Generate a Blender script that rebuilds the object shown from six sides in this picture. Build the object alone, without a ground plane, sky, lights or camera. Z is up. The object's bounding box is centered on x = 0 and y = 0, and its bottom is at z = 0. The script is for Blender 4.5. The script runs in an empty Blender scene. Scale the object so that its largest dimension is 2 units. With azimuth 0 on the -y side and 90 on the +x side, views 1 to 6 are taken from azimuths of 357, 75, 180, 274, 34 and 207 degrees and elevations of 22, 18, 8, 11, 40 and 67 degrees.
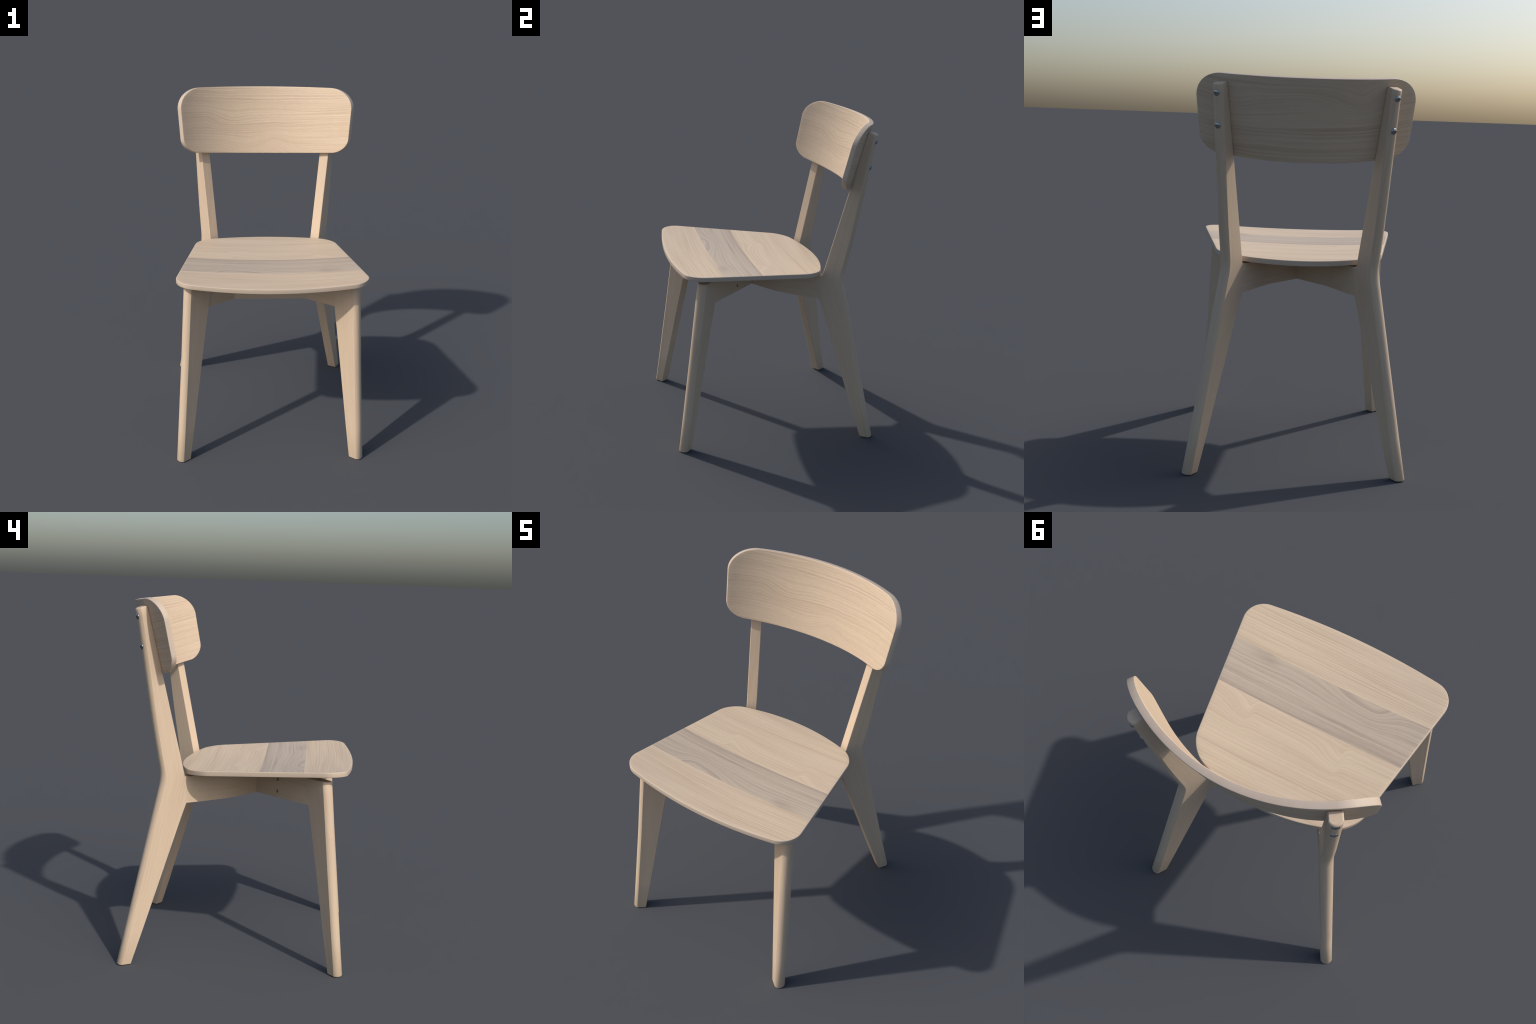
import bpy, bmesh, math
from mathutils import Vector

# ------------------------------------------------------------------ helpers
def new_object(name, verts, faces, parent, mats, face_mats=None, sharp=None, flat=False):
    me = bpy.data.meshes.new(name)
    me.from_pydata([tuple(v) for v in verts], [], [tuple(f) for f in faces])
    for m in mats:
        me.materials.append(m)
    bm = bmesh.new()
    bm.from_mesh(me)
    bmesh.ops.recalc_face_normals(bm, faces=bm.faces)
    bm.to_mesh(me)
    bm.free()
    if face_mats:
        for p, i in zip(me.polygons, face_mats):
            p.material_index = i
    for p in me.polygons:
        p.use_smooth = not flat
    if sharp:
        pairs = {frozenset(e) for e in sharp}
        for e in me.edges:
            if frozenset(e.vertices) in pairs:
                e.use_edge_sharp = True
    me.update()
    ob = bpy.data.objects.new(name, me)
    bpy.context.scene.collection.objects.link(ob)
    ob.parent = parent
    return ob

def lerp(a, b, t):
    return a + (b - a) * t

def piecewise(points, z):
    if z <= points[0][0]:
        p, q = points[0], points[1]
    elif z >= points[-1][0]:
        p, q = points[-2], points[-1]
    else:
        for p, q in zip(points, points[1:]):
            if p[0] <= z <= q[0]:
                break
    return lerp(p[1], q[1], (z - p[0]) / (q[0] - p[0]))

def softened(points, z, width):
    n = 9
    return sum(piecewise(points, z + width * (2 * i / (n - 1) - 1)) for i in range(n)) / n

# ---------------------------------------------------------------- materials
class Nodes:
    """Small wrapper that makes node building readable."""
    def __init__(self, name):
        self.mat = bpy.data.materials.new(name)
        self.mat.use_nodes = True
        self.t = self.mat.node_tree
        self.bsdf = self.t.nodes["Principled BSDF"]
    def node(self, kind, **kw):
        n = self.t.nodes.new(kind)
        for k, v in kw.items():
            setattr(n, k, v)
        return n
    def put(self, socket, value):
        if hasattr(value, "links"):
            self.t.links.new(value, socket)
        else:
            socket.default_value = value
    def math(self, op, a, b=0.0, c=0.0):
        n = self.node("ShaderNodeMath", operation=op)
        for s, v in zip(n.inputs, (a, b, c)):
            self.put(s, v)
        return n.outputs[0]
    def dot(self, vec, const):
        n = self.node("ShaderNodeVectorMath", operation="DOT_PRODUCT")
        self.put(n.inputs[0], vec)
        n.inputs[1].default_value = const
        return n.outputs["Value"]
    def xyz(self, x, y, z):
        n = self.node("ShaderNodeCombineXYZ")
        for s, v in zip(n.inputs, (x, y, z)):
            self.put(s, v)
        return n.outputs[0]
    def noise(self, vec, scale, detail=2.0, rough=0.5):
        n = self.node("ShaderNodeTexNoise")
        self.put(n.inputs["Vector"], vec)
        n.inputs["Scale"].default_value = scale
        n.inputs["Detail"].default_value = detail
        n.inputs["Roughness"].default_value = rough
        return n.outputs["Fac"]
    def ramp(self, fac, stops):
        n = self.node("ShaderNodeValToRGB")
        e = n.color_ramp.elements
        while len(e) < len(stops):
            e.new(0.5)
        for el, (p, c) in zip(e, stops):
            el.position = p
            el.color = (*c, 1.0)
        self.put(n.inputs[0], fac)
        return n.outputs[0]
    def mix(self, fac, a, b, mode="MIX"):
        n = self.node("ShaderNodeMix", data_type="RGBA", blend_type=mode)
        self.put(n.inputs[0], fac)
        self.put(n.inputs[6], a if hasattr(a, "links") else (*a, 1.0))
        self.put(n.inputs[7], b if hasattr(b, "links") else (*b, 1.0))
        return n.outputs[2]
    def hill(self, u, v, u0, v0, wneg, wpos, wv):
        """gaussian hill centred on (u0, v0), with its own width on either side of u0"""
        du = self.math("SUBTRACT", u, u0)
        a = self.math("SUBTRACT", self.math("DIVIDE", self.math("MAXIMUM", du, 0.0), wpos),
                      self.math("DIVIDE", self.math("MINIMUM", du, 0.0), wneg))
        b = self.math("DIVIDE", self.math("SUBTRACT", v, v0), wv)
        r = self.math("ADD", self.math("MULTIPLY", a, a), self.math("MULTIPLY", b, b))
        return self.math("EXPONENT", self.math("MULTIPLY", r, -1.0))

def wood(name, light, dark, along, across, depth, ring=70.0, ring_amt=0.6, wander=0.03,
         wander_scale=2.2, hills=(), patches=(), seed=0.0, rough=0.55, streak=0.9, fleck=0.35,
         tone=0.5, base=0.30, ripple=0.008, build=None):
    """Pale ash: growth rings that run along `along`, spaced across `across`, bent by slow
    noise and by local hills (cathedral figure), with long streaks and short pore flecks."""
    N = Nodes(name)
    co = N.node("ShaderNodeTexCoord").outputs["Object"]
    u, v, w = build(N, co) if build else (N.dot(co, along), N.dot(co, across), N.dot(co, depth))
    slow = N.noise(N.xyz(N.math("MULTIPLY", u, 0.55), N.math("ADD", N.math("MULTIPLY", v, 2.2), seed),
                         N.math("ADD", w, seed * 1.7)), wander_scale, 2.0, 0.45)
    field = N.math("ADD", v, N.math("MULTIPLY", N.math("SUBTRACT", slow, 0.5), wander))
    small = N.noise(N.xyz(N.math("MULTIPLY", u, 9.0), N.math("MULTIPLY", v, 14.0), seed + 5.0), 1.0, 2.0, 0.5)
    field = N.math("ADD", field, N.math("MULTIPLY", N.math("SUBTRACT", small, 0.5), ripple))
    for (u0, v0, wneg, wpos, wv, amp) in hills:
        field = N.math("ADD", field, N.math("MULTIPLY", N.hill(u, v, u0, v0, wneg, wpos, wv), amp))
    jitter = N.noise(N.xyz(N.math("MULTIPLY", u, 0.5), N.math("MULTIPLY", field, 16.0), seed + 3.0), 1.6, 2.0, 0.6)
    phase = N.math("ADD", N.math("MULTIPLY", field, ring), N.math("MULTIPLY", jitter, 3.0))
    saw = N.math("FRACT", phase)
    # soft rise, quick fall: early wood to late wood
    tri = N.math("MULTIPLY", N.math("POWER", saw, 1.6), N.math("SUBTRACT", 1.0, N.math("POWER", saw, 10.0)))
    strength = N.noise(N.xyz(N.math("MULTIPLY", u, 0.7), N.math("MULTIPLY", field, 14.0), seed + 8.0), 1.6, 2.0)
    strength = N.math("MULTIPLY", N.math("MAXIMUM", N.math("SUBTRACT", strength, 0.30), 0.0), 2.6)
    rings = N.math("MULTIPLY", N.math("SUBTRACT", N.math("MULTIPLY", tri, strength), 0.10), ring_amt)
    long = N.noise(N.xyz(N.math("MULTIPLY", u, 1.1), N.math("MULTIPLY", field, 115.0), N.math("ADD", seed, N.math("MULTIPLY", w, 115.0))),
                   1.0, 3.0, 0.62)
    streaks = N.math("MULTIPLY", N.math("SUBTRACT", long, 0.5), streak)
    short = N.noise(N.xyz(N.math("MULTIPLY", u, 26.0), N.math("MULTIPLY", field, 300.0), N.math("MULTIPLY", w, 300.0)), 1.0, 1.0, 0.6)
    flecks = N.math("MULTIPLY", N.math("SUBTRACT", short, 0.5), fleck)
    broad = N.noise(N.xyz(N.math("MULTIPLY", u, 0.9), N.math("MULTIPLY", field, 12.0), seed), 1.3, 2.0)
    tones = N.math("MULTIPLY", N.math("SUBTRACT", broad, 0.5), tone)
    f = N.math("ADD", N.math("ADD", rings, streaks), N.math("ADD", N.math("ADD", tones, flecks), base))
    for (u0, v0, wneg, wpos, wv, amp) in patches:
        f = N.math("ADD", f, N.math("MULTIPLY", N.hill(u, v, u0, v0, wneg, wpos, wv), amp))
    f = N.math("MINIMUM", N.math("MAXIMUM", f, -0.25), 1.0)
    # the light end drifts between a straw and a faintly rosy tint along the board
    hue = N.noise(N.xyz(N.math("MULTIPLY", u, 1.2), N.math("MULTIPLY", field, 22.0), seed + 12.0), 1.0, 1.0)
    hue = N.math("MULTIPLY", N.math("SUBTRACT", hue, 0.25), 2.0)
    hue = N.math("MINIMUM", N.math("MAXIMUM", hue, 0.0), 1.0)
    straw = tuple(a * b for a, b in zip(light, (1.0, 1.02, 0.975)))
    rosy = tuple(a * b for a, b in zip(light, (1.0, 0.990, 0.995)))
    top = N.mix(hue, straw, rosy)
    mixn = N.node("ShaderNodeMix", data_type="RGBA", clamp_factor=False)
    N.put(mixn.inputs[0], f)
    N.put(mixn.inputs[6], top)
    mixn.inputs[7].default_value = (*dark, 1.0)
    N.put(N.bsdf.inputs["Base Color"], mixn.outputs[2])
    N.bsdf.inputs["Roughness"].default_value = rough
    N.bsdf.inputs["Specular IOR Level"].default_value = 0.35
    b = N.node("ShaderNodeBump")
    b.inputs["Strength"].default_value = 0.06
    b.inputs["Distance"].default_value = 0.002
    N.put(b.inputs["Height"], N.math("SUBTRACT", 1.0, f))
    N.put(N.bsdf.inputs["Normal"], b.outputs[0])
    return N.mat

LIGHT = (0.678, 0.526, 0.388)
DARK = (0.450, 0.322, 0.216)
X, Y, Z = (1, 0, 0), (0, 1, 0), (0, 0, 1)

# --------------------------------------------------- frames: planes of the legs
# The legs are boards that stand in slightly leaning upright planes.
class BoardPlane:
    def __init__(self, normal, inner, outer, side):
        n = Vector(normal)
        self.nz = n.z
        h = math.hypot(n.x, n.y)
        self.h = h
        self.nh = Vector((n.x / h, n.y / h, 0))
        d = Vector((-self.nh.y, self.nh.x, 0))
        self.d = d if d.y * side > 0 else -d
        self.inner, self.outer = inner, outer
    def at(self, s, z, k):
        """s outwards along the board, k=0 inner face, k=1 outer face"""
        q = (lerp(self.inner, self.outer, k) - self.nz * z) / self.h
        p = self.d * s + self.nh * q
        return Vector((p.x, p.y, z))

REAR = BoardPlane((0.8517, -0.5232, 0.0285), 0.1100, 0.1700, 1)
FRONT = BoardPlane((0.6425, 0.7648, -0.0482), -0.1414, -0.0846, -1)

rear_inner = [(0.0, 0.7430), (0.885, 0.4190), (1.030, 0.4270), (1.957, 0.6500)]
rear_edge = [(0.0, 0.7965), (1.030, 0.5385), (1.300, 0.588), (1.944, 0.6855)]
front_inner = [(0.0, 0.7355), (0.920, 0.5622), (1.10, 0.5300)]
front_edge = [(0.0, 0.7890), (0.600, 0.7262), (1.10, 0.6790)]

def leg_mesh(plane, inner_fn, edge_fn, levels, bulge, top_tilt, s_ref, rail=(9, 9), thicken=lambda z: 0.0):
    """Loft of D-shaped sections: two flat sides, small rounded inner corners,
    and a rounded outer edge that meets the sides in a soft arris."""
    ARC = 14
    verts, rings, crease_cols = [], [], None
    def section(z, grow=0.0, tilt=0.0, dz=0.0):
        si, se = inner_fn(z) - grow, edge_fn(z) + grow * 0.2
        th = plane.outer - plane.inner
        k0, k1 = (-grow - thicken(z)) / th, 1 + grow / th
        RC = 0.0006 if rail[0] <= z <= rail[1] else 0.0035   # corners run sharp where the rail joins
        pts = []
        def add(s, k):
            zz = z + dz - tilt * (s - s_ref)
            pts.append(plane.at(s, zz, k))
        rk = RC / th
        for a in (90, 60, 30, 0):          # corner on the outer face side
            r = math.radians(a)
            add(si + RC * (1 - math.sin(r)), k1 - rk * (1 - math.cos(r)))
        i1 = len(pts)
        half = (k1 - k0) * th / 2
        bb = bulge + grow
        R = (half * half + bb * bb) / (2 * bb)
        a0 = math.asin(min(1, half / R))
        for j in range(ARC + 1):
            a = lerp(a0, -a0, j / ARC)
            add(se + R * math.cos(a) - (R - bb), 0.5 * (k0 + k1) + R * math.sin(a) / th)
        i2 = len(pts) - 1
        for a in (0, 30, 60, 90):          # corner on the inner face side
            r = math.radians(a)
            add(si + RC * (1 - math.sin(r)), k0 + rk * (1 - math.cos(r)))
        return pts, (0, i1 - 1, i1, i2, i2 + 1, len(pts) - 1)
    plan = [(levels[0], -0.005, 0.0, 0.0)]
    plan += [(levels[0], -0.0015, 0.0, 0.0015), (levels[0], 0.0, 0.0, 0.005)]
    plan += [(z, 0.0, 0.0, 0.0) for z in levels[1:-1]]
    zt = levels[-1]
    plan += [(zt, 0.0, top_tilt, -0.006), (zt, -0.0018, top_tilt, -0.0016), (zt, -0.006, top_tilt, 0.0)]
    for (z, g, t, dz) in plan:
        pts, crease_cols = section(z, g, t, dz)
        rings.append(range(len(verts), len(verts) + len(pts)))
        verts += pts
    faces, sharp = [], []
    n = len(rings[0])
    for a, b in zip(rings, rings[1:]):
        for i in range(n):
            j = (i + 1) % n
            faces.append((a[i], a[j], b[j], b[i]))
        for c in crease_cols:
            sharp.append((a[c], b[c]))
    faces.append(tuple(rings[0]))
    faces.append(tuple(rings[-1]))
    for r in (rings[0], rings[-1]):
        for i in range(n):
            sharp.append((r[i], r[(i + 1) % n]))
    return verts, faces, sharp

def rear_edge_fn(z): return softened(rear_edge, z, 0.045)
def rear_inner_fn(z): return piecewise(rear_inner, z)
def front_edge_fn(z): return piecewise(front_edge, z)
def front_inner_fn(z): return piecewise(front_inner, z)

SEAT_T = 0.0280
def seat_top(x, y):
    return 1.0805 - 0.0525 * y + 0.0195 * (x / 0.5) ** 2
def frame_top(y):
    return 1.0490 - 0.0525 * y

REAR_LEVELS = [0.0, 0.2, 0.4, 0.6, 0.8, 0.885] + [0.90 + 0.015 * i for i in range(17)] + [1.25, 1.4, 1.6, 1.8, 1.9, 1.957]
FRONT_LEVELS = [0.0, 0.2, 0.4, 0.6, 0.8, 0.92, 1.0, 1.070]

# ----------------------------------------------------------------- the chair
root = bpy.data.objects.new("wooden_chair", None)
bpy.context.scene.collection.objects.link(root)
root["label"] = "pale ash dining chair with curved backrest and four splayed legs"
root["category"] = "chair"

def leg_coords(slope_low, slope_high, dvec, nvec, knee):
    def build(N, co):
        info = N.node("ShaderNodeObjectInfo").outputs["Random"]
        sep = N.node("ShaderNodeSeparateXYZ")
        N.put(sep.inputs[0], co)
        ax = N.math("ABSOLUTE", sep.outputs[0])
        p = N.xyz(ax, sep.outputs[1], 0.0)
        z = sep.outputs[2]
        s = N.dot(p, dvec)
        q = N.dot(p, nvec)
        low = N.math("MINIMUM", N.math("SUBTRACT", z, knee), 0.0)
        high = N.math("MAXIMUM", N.math("SUBTRACT", z, knee), 0.0)
        lean = N.math("ADD", N.math("MULTIPLY", low, slope_low), N.math("MULTIPLY", high, slope_high))
        sv = N.math("SUBTRACT", s, lean)
        sh = N.math("MULTIPLY", info, 3.0)
        v = N.math("ADD", N.math("ADD", sv, N.math("MULTIPLY", q, 0.35)), sh)
        return N.math("ADD", z, sh), v, N.math("ADD", q, sh)
    return build

leg_wood_rear = wood("ash_rear_leg", LIGHT, DARK, Z, X, Y, ring=48, ring_amt=0.30, wander=0.05, seed=1.0,
                     streak=0.34, fleck=0.25, tone=0.3, base=0.22, build=leg_coords(-0.30, 0.19, tuple(REAR.d), tuple(REAR.nh), 1.03))
leg_wood_front = wood("ash_front_leg", LIGHT, DARK, Z, X, Y, ring=48, ring_amt=0.30, wander=0.05, seed=2.0,
                      streak=0.34, fleck=0.25, tone=0.3, base=0.22, build=leg_coords(-0.14, -0.14, tuple(FRONT.d), tuple(FRONT.nh), 1.03))

def mirror(vs, sx):
    return [Vector((v.x * sx, v.y, v.z)) for v in vs]

rv, rf, rs = leg_mesh(REAR, rear_inner_fn, rear_edge_fn, REAR_LEVELS, 0.0185, 0.33, 0.652, rail=(0.885, 1.030))
fv, ff, fs = leg_mesh(FRONT, front_inner_fn, front_edge_fn, FRONT_LEVELS, 0.0190, 0.0, 0.56,
                      rail=(0.92, 1.2), thicken=lambda z: 0.003 + 0.005 * z)
back_legs, front_legs = {}, {}
for sx in (1, -1):
    back_legs[sx] = new_object("back_leg", mirror(rv, sx), rf, root, [leg_wood_rear], sharp=rs)
    front_legs[sx] = new_object("front_leg", mirror(fv, sx), ff, root, [leg_wood_front], sharp=fs)

# ---------------------------------------------------------------- frame rails
CENTRE = Vector((0, -0.0930, 0))
SIDE = Vector((0.0550, -0.0868, 0))

def rail_mesh(face_line, outer_line, low_line, plane, s_end, top_fn, inset=0.0004):
    """Rail from the crossing of the frame to a leg. The two plan lines run from the
    crossing, through a soft bend, to the corners of the leg; low_line is the underside."""
    n = 28
    verts, faces = [], []
    th = plane.outer - plane.inner
    B = plane.at(s_end, 0.95, 1 - inset / th)
    A = plane.at(s_end, 0.95, inset / th)
    def line_at(line, end, t):
        pts = [(k, p) for k, p in line] + [(1.0, end)]
        return Vector(tuple(softened([(k, p[a]) for k, p in pts], t, 0.09) if 0.1 < t < 0.9
                            else piecewise([(k, p[a]) for k, p in pts], t) for a in (0, 1)) + (0,))
    def column(p, zl):
        i = len(verts)
        verts.append(Vector((p.x, p.y, zl)))
        verts.append(Vector((p.x, p.y, top_fn(p.y))))
        return (i, i + 1)
    centre = column(CENTRE, piecewise(low_line, 0))
    outer, back = [], []
    for i in range(n + 1):
        t = i / n
        zl = softened(low_line, t, 0.08) if 0.1 < t < 0.9 else piecewise(low_line, t)
        outer.append(column(line_at(outer_line, B, t), zl))
        back.append(column(line_at(face_line, A, t), zl))
    ext = plane.d * 0.03
    outer.append(column(Vector((B.x, B.y, 0)) + ext - plane.nh * 0.004, low_line[-1][1] + 0.004))
    back.append(column(Vector((A.x, A.y, 0)) + ext + plane.nh * 0.004, low_line[-1][1] + 0.004))
    def wall(a, b):
        faces.append((a[0], b[0], b[1], a[1]))
    for a, b in zip(outer, outer[1:]): wall(a, b)
    for a, b in zip(back, back[1:]): wall(b, a)
    wall(outer[-1], back[-1]); wall(back[0], centre); wall(centre, outer[0])
    for k in (0, 1):
        faces.append((centre[k], outer[0][k], back[0][k]))
        for i in range(len(outer) - 1):
            faces.append((outer[i][k], outer[i + 1][k], back[i + 1][k], back[i][k]))
    return verts, faces

def rail_coords(dvec):
    def build(N, co):
        sep = N.node("ShaderNodeSeparateXYZ")
        N.put(sep.inputs[0], co)
        info = N.math("MULTIPLY", N.node("ShaderNodeObjectInfo").outputs["Random"], 3.0)
        p = N.xyz(N.math("ABSOLUTE", sep.outputs[0]), sep.outputs[1], 0.0)
        u = N.dot(p, dvec)
        w = N.dot(p, (-dvec[1], dvec[0], 0))
        return N.math("ADD", u, info), N.math("ADD", sep.outputs[2], info), N.math("ADD", w, info)
    return build
rail_wood_rear = wood("ash_rear_rail", LIGHT, DARK, X, Z, Y, ring=38, ring_amt=0.22, streak=0.45, fleck=0.25, tone=0.3, base=0.24, wander=0.05, seed=4.0,
                      build=rail_coords((0.636, 0.772, 0)))
rail_wood_front = wood("ash_front_rail", LIGHT, DARK, X, Z, Y, ring=38, ring_amt=0.22, streak=0.45, fleck=0.25, tone=0.3, base=0.24, wander=0.05, seed=5.0,
                       build=rail_coords((0.766, -0.643, 0)))
rrv, rrf = rail_mesh([(0, (0, -0.0610)), (0.42, (0.157, 0.094))],
                     [(0, SIDE), (0.42, (0.198, 0.047))],
                     [(0, 0.9020), (0.42, 0.8935), (0.8, 0.8860), (1, 0.8840)],
                     REAR, 0.424, lambda y: min(frame_top(y), 1.033))
frv, frf = rail_mesh([(0, (0, -0.1290)), (0.5, (0.183, -0.2815))],
                     [(0, SIDE), (0.5, (0.2340, -0.2415))],
                     [(0, 0.9030), (1, 0.9205)],
                     FRONT, 0.562, frame_top)
for sx in (1, -1):
    back_rail = new_object("back_rail", mirror(rrv, sx), rrf, root, [rail_wood_rear])
    rail = new_object("front_rail", mirror(frv, sx), frf, root, [rail_wood_front])
    for r in (back_rail, rail):
        r.data.set_sharp_from_angle(angle=math.radians(30))
    back_legs[(sx, "rail")] = rail

# front cross bar, mitred against the two front rails
bar_wood = wood("ash_cross_bar", LIGHT, DARK, X, Z, Y, ring=38, ring_amt=0.22, streak=0.45, fleck=0.25, tone=0.3, base=0.24, wander=0.05, seed=6.0)
def rail_face_x(y, z):   # inner face of the front rail
    return (FRONT.inner + 0.0010 - FRONT.nz * z - 0.7648 * y) / 0.6425
bv = []
for z in (0.9150, 1.052):
    for y in (-0.3045, -0.2520):
        for sx in (-1, 1):
            bv.append(Vector((sx * rail_face_x(y, z), y, z + (0.0525 * 0.26 if z > 1 else 0))))
new_object("cross_bar", bv, [(0, 1, 3, 2), (4, 5, 7, 6), (0, 1, 5, 4), (2, 3, 7, 6), (0, 2, 6, 4), (1, 3, 7, 5)],
           root, [bar_wood], flat=True)

# --------------------------------------------------- plates: seat and backrest
def rounded_outline(edges, corners, per_edge=40, per_corner=16):
    """edges: functions t->(a,b) in order; corner i joins the end of edge i to the
    start of edge i+1. corners give the trim distances (along edge i, along edge i+1)."""
    out = []
    n = len(edges)
    for i, e in enumerate(edges):
        def length_trim(fn, dist, from_end):
            steps, acc = 400, 0.0
            prev = fn(1.0 if from_end else 0.0)
            for k in range(1, steps + 1):
                t = 1 - k / steps if from_end else k / steps
                p = fn(t)
                acc += math.dist(p, prev)
                if acc >= dist:
                    return t
                prev = p
        t0 = length_trim(e, corners[i - 1][1], False)
        t1 = length_trim(e, corners[i][0], True)
        for k in range(per_edge):
            out.append(e(lerp(t0, t1, k / per_edge)))
        # corner as a conic (rational quadratic) with its control point on the true corner
        nxt = edges[(i + 1) % n]
        s1 = length_trim(nxt, corners[i][1], False)
        p0, p1, p2 = e(t1), e(1.0), nxt(s1)
        wgt = 0.70
        for k in range(per_corner):
            t = k / per_corner
            b0, b1, b2 = (1 - t) ** 2, 2 * t * (1 - t) * wgt, t * t
            s = b0 + b1 + b2
            out.append(tuple((b0 * p0[j] + b1 * p1[j] + b2 * p2[j]) / s for j in (0, 1)))
    return out

def inset_outline(pts, dist):
    n = len(pts)
    area = sum(pts[i][0] * pts[(i + 1) % n][1] - pts[(i + 1) % n][0] * pts[i][1] for i in range(n))
    sg = 1 if area > 0 else -1
    res = []
    for i in range(n):
        ax, ay = pts[i - 1]
        bx, by = pts[(i + 1) % n]
        dx, dy = bx - ax, by - ay
        l = math.hypot(dx, dy)
        res.append((pts[i][0] - sg * dy / l * dist, pts[i][1] + sg * dx / l * dist))
    return res

def plate(outline, thick, r_top, r_bot, place, nrings=26, face_fillet=False):
    """Closed board: face rings, rounded rim, back rings. place(a, b, depth)."""
    n = len(outline)
    loops = []            # (points, depth, zone)
    top = inset_outline(outline, r_top)
    cx = 0.0
    cy = sum(p[1] for p in outline) / n
    fr = [(k / nrings) ** 0.9 for k in range(1, nrings + 1)]
    for f in fr:
        loops.append(([(cx + (p[0] - cx) * f, cy + (p[1] - cy) * f) for p in top], 0.0))
    for k in range(1, 6):
        a = math.radians(90 * k / 5)
        loops.append((inset_outline(outline, r_top * (1 - math.sin(a))), r_top * (1 - math.cos(a))))
    for k in range(0, 5):
        a = math.radians(90 * k / 4)
        loops.append((inset_outline(outline, r_bot * (1 - math.cos(a))), thick - r_bot * (1 - math.sin(a))))
    bot = loops[-1][0]
    for f in reversed(fr[:-1]):
        loops.append(([(cx + (p[0] - cx) * f, cy + (p[1] - cy) * f) for p in bot], thick))
    verts = [place(cx, cy, 0.0)]
    for pts, d in loops:
        verts += [place(p[0], p[1], d) for p in pts]
    verts.append(place(cx, cy, thick))
    faces, zone = [], []
    for i in range(n):
        faces.append((0, 1 + i, 1 + (i + 1) % n)); zone.append(0)
    for L in range(len(loops) - 1):
        a, b = 1 + L * n, 1 + (L + 1) * n
        z = 0 if L + 1 < nrings + (5 if face_fillet else 0) else (1 if L < nrings + 8 else 2)
        for i in range(n):
            j = (i + 1) % n
            faces.append((a + i, b + i, b + j, a + j)); zone.append(z)
    a = 1 + (len(loops) - 1) * n
    for i in range(n):
        faces.append((a + i, len(verts) - 1, a + (i + 1) % n)); zone.append(2)
    return verts, faces, zone

# --- seat outline
def side_x(y): return 0.4870 - 0.1620 * (y + 0.122)
YF, YR = -0.585, 0.262          # where the side lines meet front and rear curves
def front_y(x): return -0.6330 + 0.036 * (x / 0.45) ** 2
def rear_y(x): return 0.3455 - 0.064 * (x / 0.335) ** 2
def meet(fn, y):
    for _ in range(30):
        y = fn(side_x(y))
    return y
yf, yr = meet(front_y, -0.58), meet(rear_y, 0.25)
xf, xr = side_x(yf), side_x(yr)
seat_outline = rounded_outline(
    [lambda t: (lerp(-xf, xf, t), front_y(lerp(-xf, xf, t))),
     lambda t: (side_x(lerp(yf, yr, t)), lerp(yf, yr, t)),
     lambda t: (lerp(xr, -xr, t), rear_y(lerp(xr, -xr, t))),
     lambda t: (-side_x(lerp(yr, yf, t)), lerp(yr, yf, t))],
    [(0.105, 0.105), (0.085, 0.085), (0.085, 0.085), (0.105, 0.105)])
def seat_place(x, y, d):
    return Vector((x, y, seat_top(x, y) - d))
sv, sf, sz = plate(seat_outline, SEAT_T, 0.0042, 0.0032, seat_place)

RIM_LIGHT = (0.605, 0.490, 0.385)
RIM_DARK = (0.440, 0.330, 0.245)
KNOT_A, KNOT_B = (0.282, -0.040), (-0.210, -0.020)
SEAT_LIGHT = (0.665, 0.530, 0.390)
SEAT_DARK = (0.455, 0.325, 0.225)
GREY_LIGHT = (0.555, 0.460, 0.360)
GREY_DARK = (0.340, 0.258, 0.206)
seat_edge_wood = wood("ash_seat_edge", RIM_LIGHT, RIM_DARK, X, Z, Y, ring=40, ring_amt=0.15, seed=9.0,
                      streak=0.35, tone=0.25, base=0.2)
plank_front = wood("ash_plank_fine", SEAT_LIGHT, SEAT_DARK, X, Y, (0, 0, 0), ring=62, ring_amt=0.60, wander=0.02,
                   wander_scale=1.6, seed=11.0, streak=0.95, base=0.26, ripple=0.004,
                   hills=[(0.1, -0.56, 0.5, 0.4, 0.2, 0.02)])
plank_grey = wood("ash_plank_grey", GREY_LIGHT, GREY_DARK, X, Y, (0, 0, 0), ring=30, ring_amt=0.95, wander=0.03,
                  wander_scale=1.6, seed=12.0, streak=0.55, base=0.27, tone=0.25,
                  hills=[(-0.24, -0.345, 0.10, 0.26, 0.085, -0.105), (0.44, -0.36, 0.18, 0.2, 0.07, -0.05)],
                  patches=[(0.32, -0.335, 0.05, 0.10, 0.028, 0.40), (0.0, -0.135, 2.0, 2.0, 0.022, 0.28)])
plank_rear = wood("ash_plank_figured", SEAT_LIGHT, SEAT_DARK, X, Y, (0, 0, 0), ring=50, ring_amt=0.52, wander=0.02,
                  wander_scale=1.6, seed=13.0, streak=0.8, base=0.24, ripple=0.004,
                  hills=[(KNOT_A[0], KNOT_A[1], 0.020, 0.11, 0.065, -0.060),
                         (KNOT_B[0], KNOT_B[1], 0.020, 0.11, 0.065, -0.060)])
PLANK_LINES = (-0.363, -0.1225)

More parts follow.
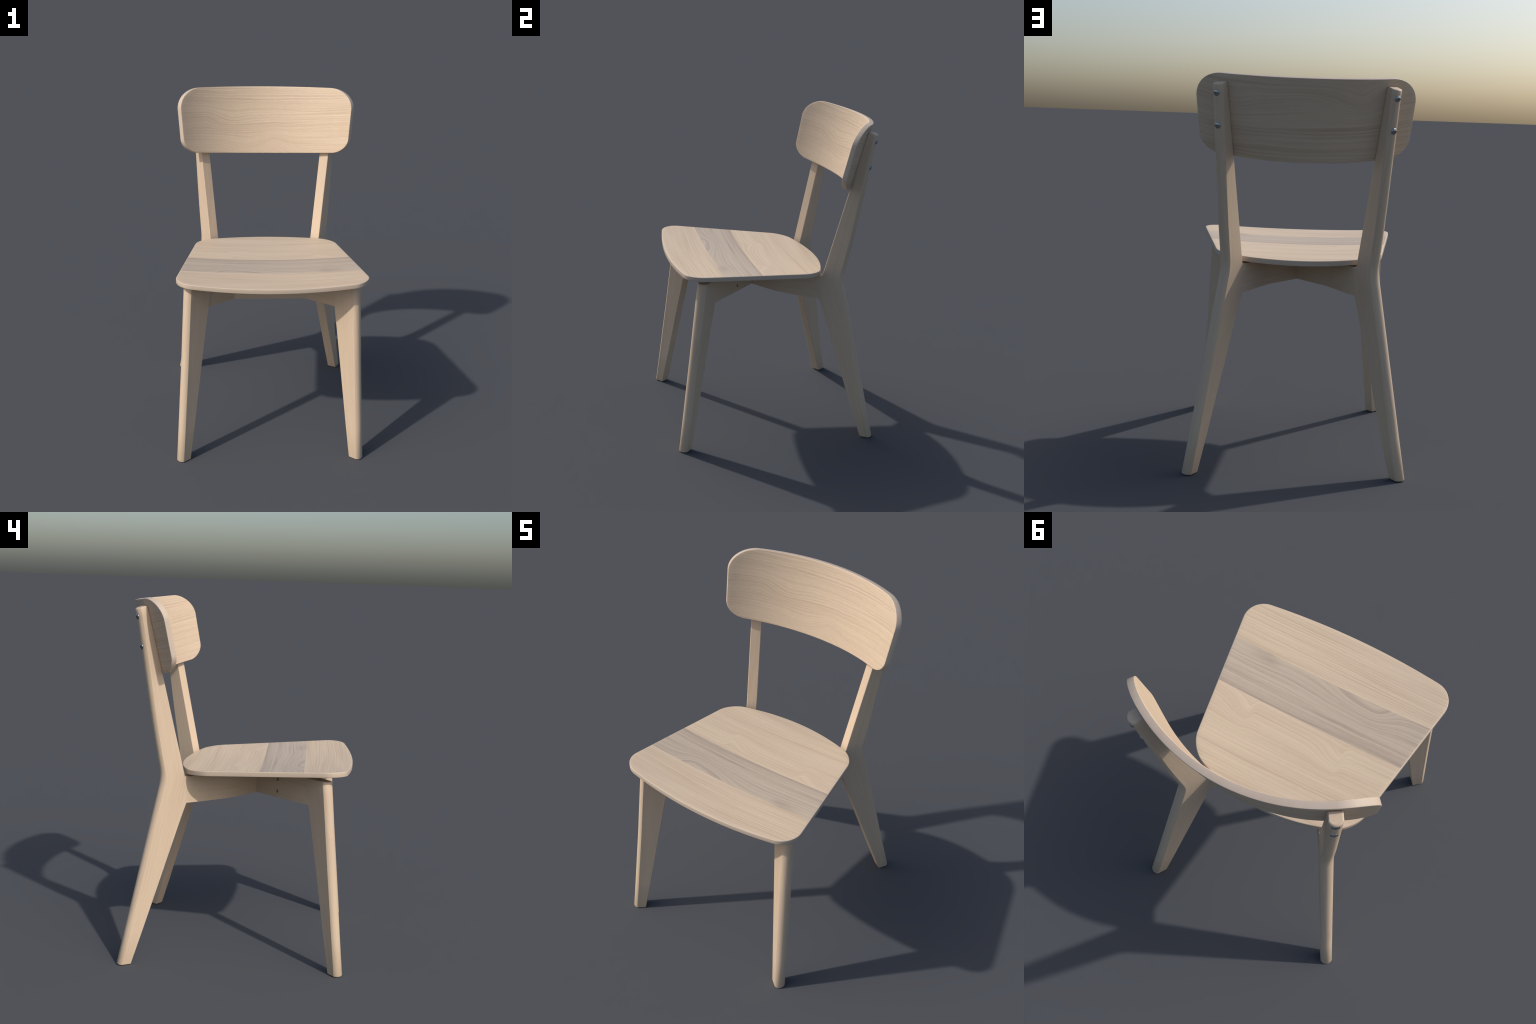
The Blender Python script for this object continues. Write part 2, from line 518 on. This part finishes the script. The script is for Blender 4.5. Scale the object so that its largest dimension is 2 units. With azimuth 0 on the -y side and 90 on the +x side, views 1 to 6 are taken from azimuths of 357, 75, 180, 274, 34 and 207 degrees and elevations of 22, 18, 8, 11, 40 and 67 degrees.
def build_seat():
    me = bpy.data.meshes.new("seat_whole")
    me.from_pydata([tuple(v) for v in sv], [], sf)
    bm = bmesh.new()
    bm.from_mesh(me)
    layer = bm.faces.layers.int.new("zone")
    bm.faces.ensure_lookup_table()
    for f, z in zip(bm.faces, sz):
        f[layer] = z
    bmesh.ops.recalc_face_normals(bm, faces=bm.faces)
    for yl in PLANK_LINES:
        top = [f for f in bm.faces if f[layer] == 0]
        geom = list({v for f in top for v in f.verts}) + list({e for f in top for e in f.edges}) + top
        bmesh.ops.bisect_plane(bm, geom=geom, plane_co=(0, yl, 1), plane_no=(0, 1, 0), dist=1e-6)
    bm.normal_update()
    def part(f):
        if f[layer] != 0:
            return 0
        y = f.calc_center_median().y
        return 1 + sum(y > yl for yl in PLANK_LINES)
    bm.verts.index_update()
    normals = {v.index: v.normal.copy() for v in bm.verts}
    groups = {0: [], 1: [], 2: [], 3: []}
    for f in bm.faces:
        groups[part(f)].append([v.index for v in f.verts])
    cos = [v.co.copy() for v in bm.verts]
    bm.free()
    bpy.data.meshes.remove(me)
    made = {}
    for g, (nm, mat) in enumerate([("seat", seat_edge_wood), ("plank", plank_front), ("plank", plank_grey), ("plank", plank_rear)]):
        used = sorted({i for f in groups[g] for i in f})
        remap = {i: k for k, i in enumerate(used)}
        m = bpy.data.meshes.new(nm)
        m.from_pydata([tuple(cos[i]) for i in used], [], [[remap[i] for i in f] for f in groups[g]])
        m.materials.append(mat)
        for p in m.polygons:
            p.use_smooth = True
        m.normals_split_custom_set_from_vertices([tuple(normals[i]) for i in used])
        ob = bpy.data.objects.new(nm, m)
        bpy.context.scene.collection.objects.link(ob)
        made[g] = ob
        ob.parent = root if g == 0 else made[0]
build_seat()

# --- backrest: a cylinder-bent board leaning back
TH, W_BACK, BT, R_BACK = 0.2733, 0.0746, 0.0325, 0.8156
H_TOP, CROWN, H_BOT = 2.0740, 0.0247, 1.6530
R_FRONT = R_BACK - BT
def br_side(h): return 0.5050 + 0.0833 * (h - 1.6745)
def br_top(x): return H_TOP - CROWN * (x / 0.5) ** 2
xt = br_side(br_top(br_side(2.05)))
xb = br_side(H_BOT)
ht = br_top(xt)
back_outline_x = rounded_outline(
    [lambda t: (lerp(-xb, xb, t), H_BOT),
     lambda t: (lerp(xb, xt, t), lerp(H_BOT, ht, t)),
     lambda t: (lerp(xt, -xt, t), br_top(lerp(xt, -xt, t))),
     lambda t: (lerp(-xt, -xb, t), lerp(ht, H_BOT, t))],
    [(0.088, 0.082), (0.130, 0.130), (0.130, 0.130), (0.082, 0.088)])
back_outline = [(math.asin(x / R_FRONT) * R_FRONT, h) for x, h in back_outline_x]
HMID = sum(p[1] for p in back_outline) / len(back_outline)
def back_place(a, h, d):
    phi = a / R_FRONT
    r = R_FRONT + d
    w = W_BACK - R_BACK + r * math.cos(phi)
    return Vector((r * math.sin(phi), h * math.sin(TH) + w * math.cos(TH), h * math.cos(TH) - w * math.sin(TH)))
av, af, az = plate(back_outline, BT, 0.0032, 0.0028, back_place, nrings=24, face_fillet=True)

def backrest_coords(N, co):
    u = N.dot(co, X)
    h = N.dot(co, (0, math.sin(TH), math.cos(TH)))
    return u, h, 0.0
back_front_wood = wood("ash_backrest_front", LIGHT, DARK, X, Z, Y, ring=66, ring_amt=0.60, wander=0.045,
                       wander_scale=1.9, seed=21.0, build=backrest_coords, streak=0.9, base=0.24, fleck=0.55,
                       hills=[(0.06, 1.69, 0.055, 0.075, 0.075, -0.055), (-0.11, 1.70, 0.12, 0.10, 0.07, 0.035),
                              (-0.38, 1.87, 0.2, 0.10, 0.07, -0.035), (-0.22, 1.87, 0.09, 0.12, 0.06, 0.022)])
back_rear_wood = wood("ash_backrest_rear", LIGHT, DARK, X, Z, Y, ring=34, ring_amt=0.85, wander=0.05,
                      wander_scale=1.9, seed=23.0, build=backrest_coords, streak=0.65, base=0.26,
                      hills=[(-0.27, 1.95, 0.08, 0.13, 0.08, 0.055), (0.02, 1.95, 0.15, 0.15, 0.07, -0.025),
                             (0.36, 1.92, 0.10, 0.12, 0.08, 0.03)])
back_edge_wood = wood("ash_backrest_edge", (0.570, 0.465, 0.378), RIM_DARK, X, Z, Y, ring=40, ring_amt=0.12, seed=24.0,
                      streak=0.3, tone=0.25, base=0.15, build=backrest_coords)
backrest = new_object("backrest", av, af, root, [back_front_wood, back_edge_wood, back_rear_wood], face_mats=az)

# --------------------------------------------------------------- screw heads
def steel(name, low, high):
    N = Nodes(name)
    co = N.node("ShaderNodeTexCoord").outputs["Object"]
    n = N.noise(co, 160.0, 3.0)
    N.put(N.bsdf.inputs["Base Color"], N.ramp(n, [(0.3, low), (0.75, high)]))
    N.bsdf.inputs["Metallic"].default_value = 1.0
    N.bsdf.inputs["Roughness"].default_value = 0.22
    return N.mat
steel_mat = steel("zinc_steel", (0.30, 0.33, 0.36), (0.44, 0.47, 0.50))
dark_steel = steel("dark_steel", (0.10, 0.105, 0.11), (0.18, 0.185, 0.19))

def screw_mesh(name, radius, height, socket, mat):
    """Domed head with a hexagon socket, axis +z, seated at z=0."""
    SEG = 36
    prof = [(radius * 0.93, -0.006), (radius * 0.97, 0.0), (radius, height * 0.12), (radius * 0.985, height * 0.28)]
    for k in range(1, 8):
        a = math.radians(18 + (78 - 18) * k / 7)
        prof.append((radius * math.cos(a) * 1.02, height * (0.25 + 0.75 * math.sin(a))))
    top_z = height
    prof = [p for p in prof if p[0] > socket * 1.2]
    verts, faces = [], []
    for r, z in prof:
        for i in range(SEG):
            a = 2 * math.pi * i / SEG
            verts.append(Vector((r * math.cos(a), r * math.sin(a), z)))
    rings = len(prof)
    def hexr(a):
        b = (a % (math.pi / 3)) - math.pi / 6
        return socket * math.cos(math.pi / 6) / math.cos(b)
    for z in (top_z, top_z - height * 0.75):
        for i in range(SEG):
            a = 2 * math.pi * i / SEG
            verts.append(Vector((hexr(a) * math.cos(a), hexr(a) * math.sin(a), z)))
    rings += 2
    for L in range(rings - 1):
        for i in range(SEG):
            j = (i + 1) % SEG
            faces.append((L * SEG + i, L * SEG + j, (L + 1) * SEG + j, (L + 1) * SEG + i))
    faces.append(tuple(range((rings - 1) * SEG, rings * SEG)))
    sharp = []
    for L in (rings - 2, rings - 1):
        for i in range(SEG):
            sharp.append((L * SEG + i, L * SEG + (i + 1) % SEG))
    ob = new_object(name, verts, faces, None, [mat], sharp=sharp)
    return ob

def place_screw(proto, parent, pos, normal, first):
    ob = proto if first else proto.copy()
    if not first:
        bpy.context.scene.collection.objects.link(ob)
    ob.parent = parent
    ob.location = pos
    ob.rotation_mode = "QUATERNION"
    ob.rotation_quaternion = Vector(normal).to_track_quat("Z", "Y")
    return ob

proto = screw_mesh("screw", 0.0165, 0.0080, 0.0052, steel_mat)
first = True
for sx in (1, -1):
    for z in (1.898, 1.7415):
        s = rear_edge_fn(z) + 0.0185 - 0.0030
        p = REAR.at(s, z, 0.5)
        nrm = Vector((REAR.d.x, REAR.d.y, -0.16))
        place_screw(proto, back_legs[sx], (p.x * sx, p.y, p.z), (nrm.x * sx, nrm.y, nrm.z), first)
        first = False
# bolts that pull the cross bar in: each sits at the bottom of a drilled hole in a front rail
HOLE_R, HOLE_DEPTH = 0.0108, 0.026
def drill(rail, spots):
    verts, faces = [], []
    for pos, axis in spots:
        q = Vector(axis).to_track_quat("Z", "Y")
        base = len(verts)
        for h in (-HOLE_DEPTH, 0.03):
            for i in range(24):
                a = 2 * math.pi * i / 24
                verts.append(Vector(pos) + q @ Vector((HOLE_R * math.cos(a), HOLE_R * math.sin(a), h)))
        for i in range(24):
            j = (i + 1) % 24
            faces.append((base + i, base + j, base + 24 + j, base + 24 + i))
        faces.append(tuple(base + i for i in reversed(range(24))))
        faces.append(tuple(base + 24 + i for i in range(24)))
    cutter = new_object("drill_helper", verts, faces, None, [])
    mod = rail.modifiers.new("holes", "BOOLEAN")
    mod.operation, mod.solver, mod.object = "DIFFERENCE", "EXACT", cutter
    dg = bpy.context.evaluated_depsgraph_get()
    me = bpy.data.meshes.new_from_object(rail.evaluated_get(dg))
    rail.modifiers.clear()
    old = rail.data
    rail.data = me
    bpy.data.meshes.remove(old)
    cm = cutter.data
    bpy.data.objects.remove(cutter)
    bpy.data.meshes.remove(cm)
    me.set_sharp_from_angle(angle=math.radians(30))

proto2 = screw_mesh("bolt", 0.0095, 0.0045, 0.0045, dark_steel)
first = True
for sx in (1, -1):
    rail = back_legs[(sx, "rail")]
    spots = []
    for z in (0.9450, 1.0142):
        p = FRONT.at(0.2905, z, 1.0 + 0.0050 / 0.0568)
        axis = Vector((FRONT.nh.x * sx, FRONT.nh.y, 0)).normalized()
        pos = Vector((p.x * sx, p.y, p.z))
        spots.append((pos, axis))
        place_screw(proto2, rail, pos - axis * (HOLE_DEPTH - 0.003), axis, first)
        first = False
    drill(rail, spots)
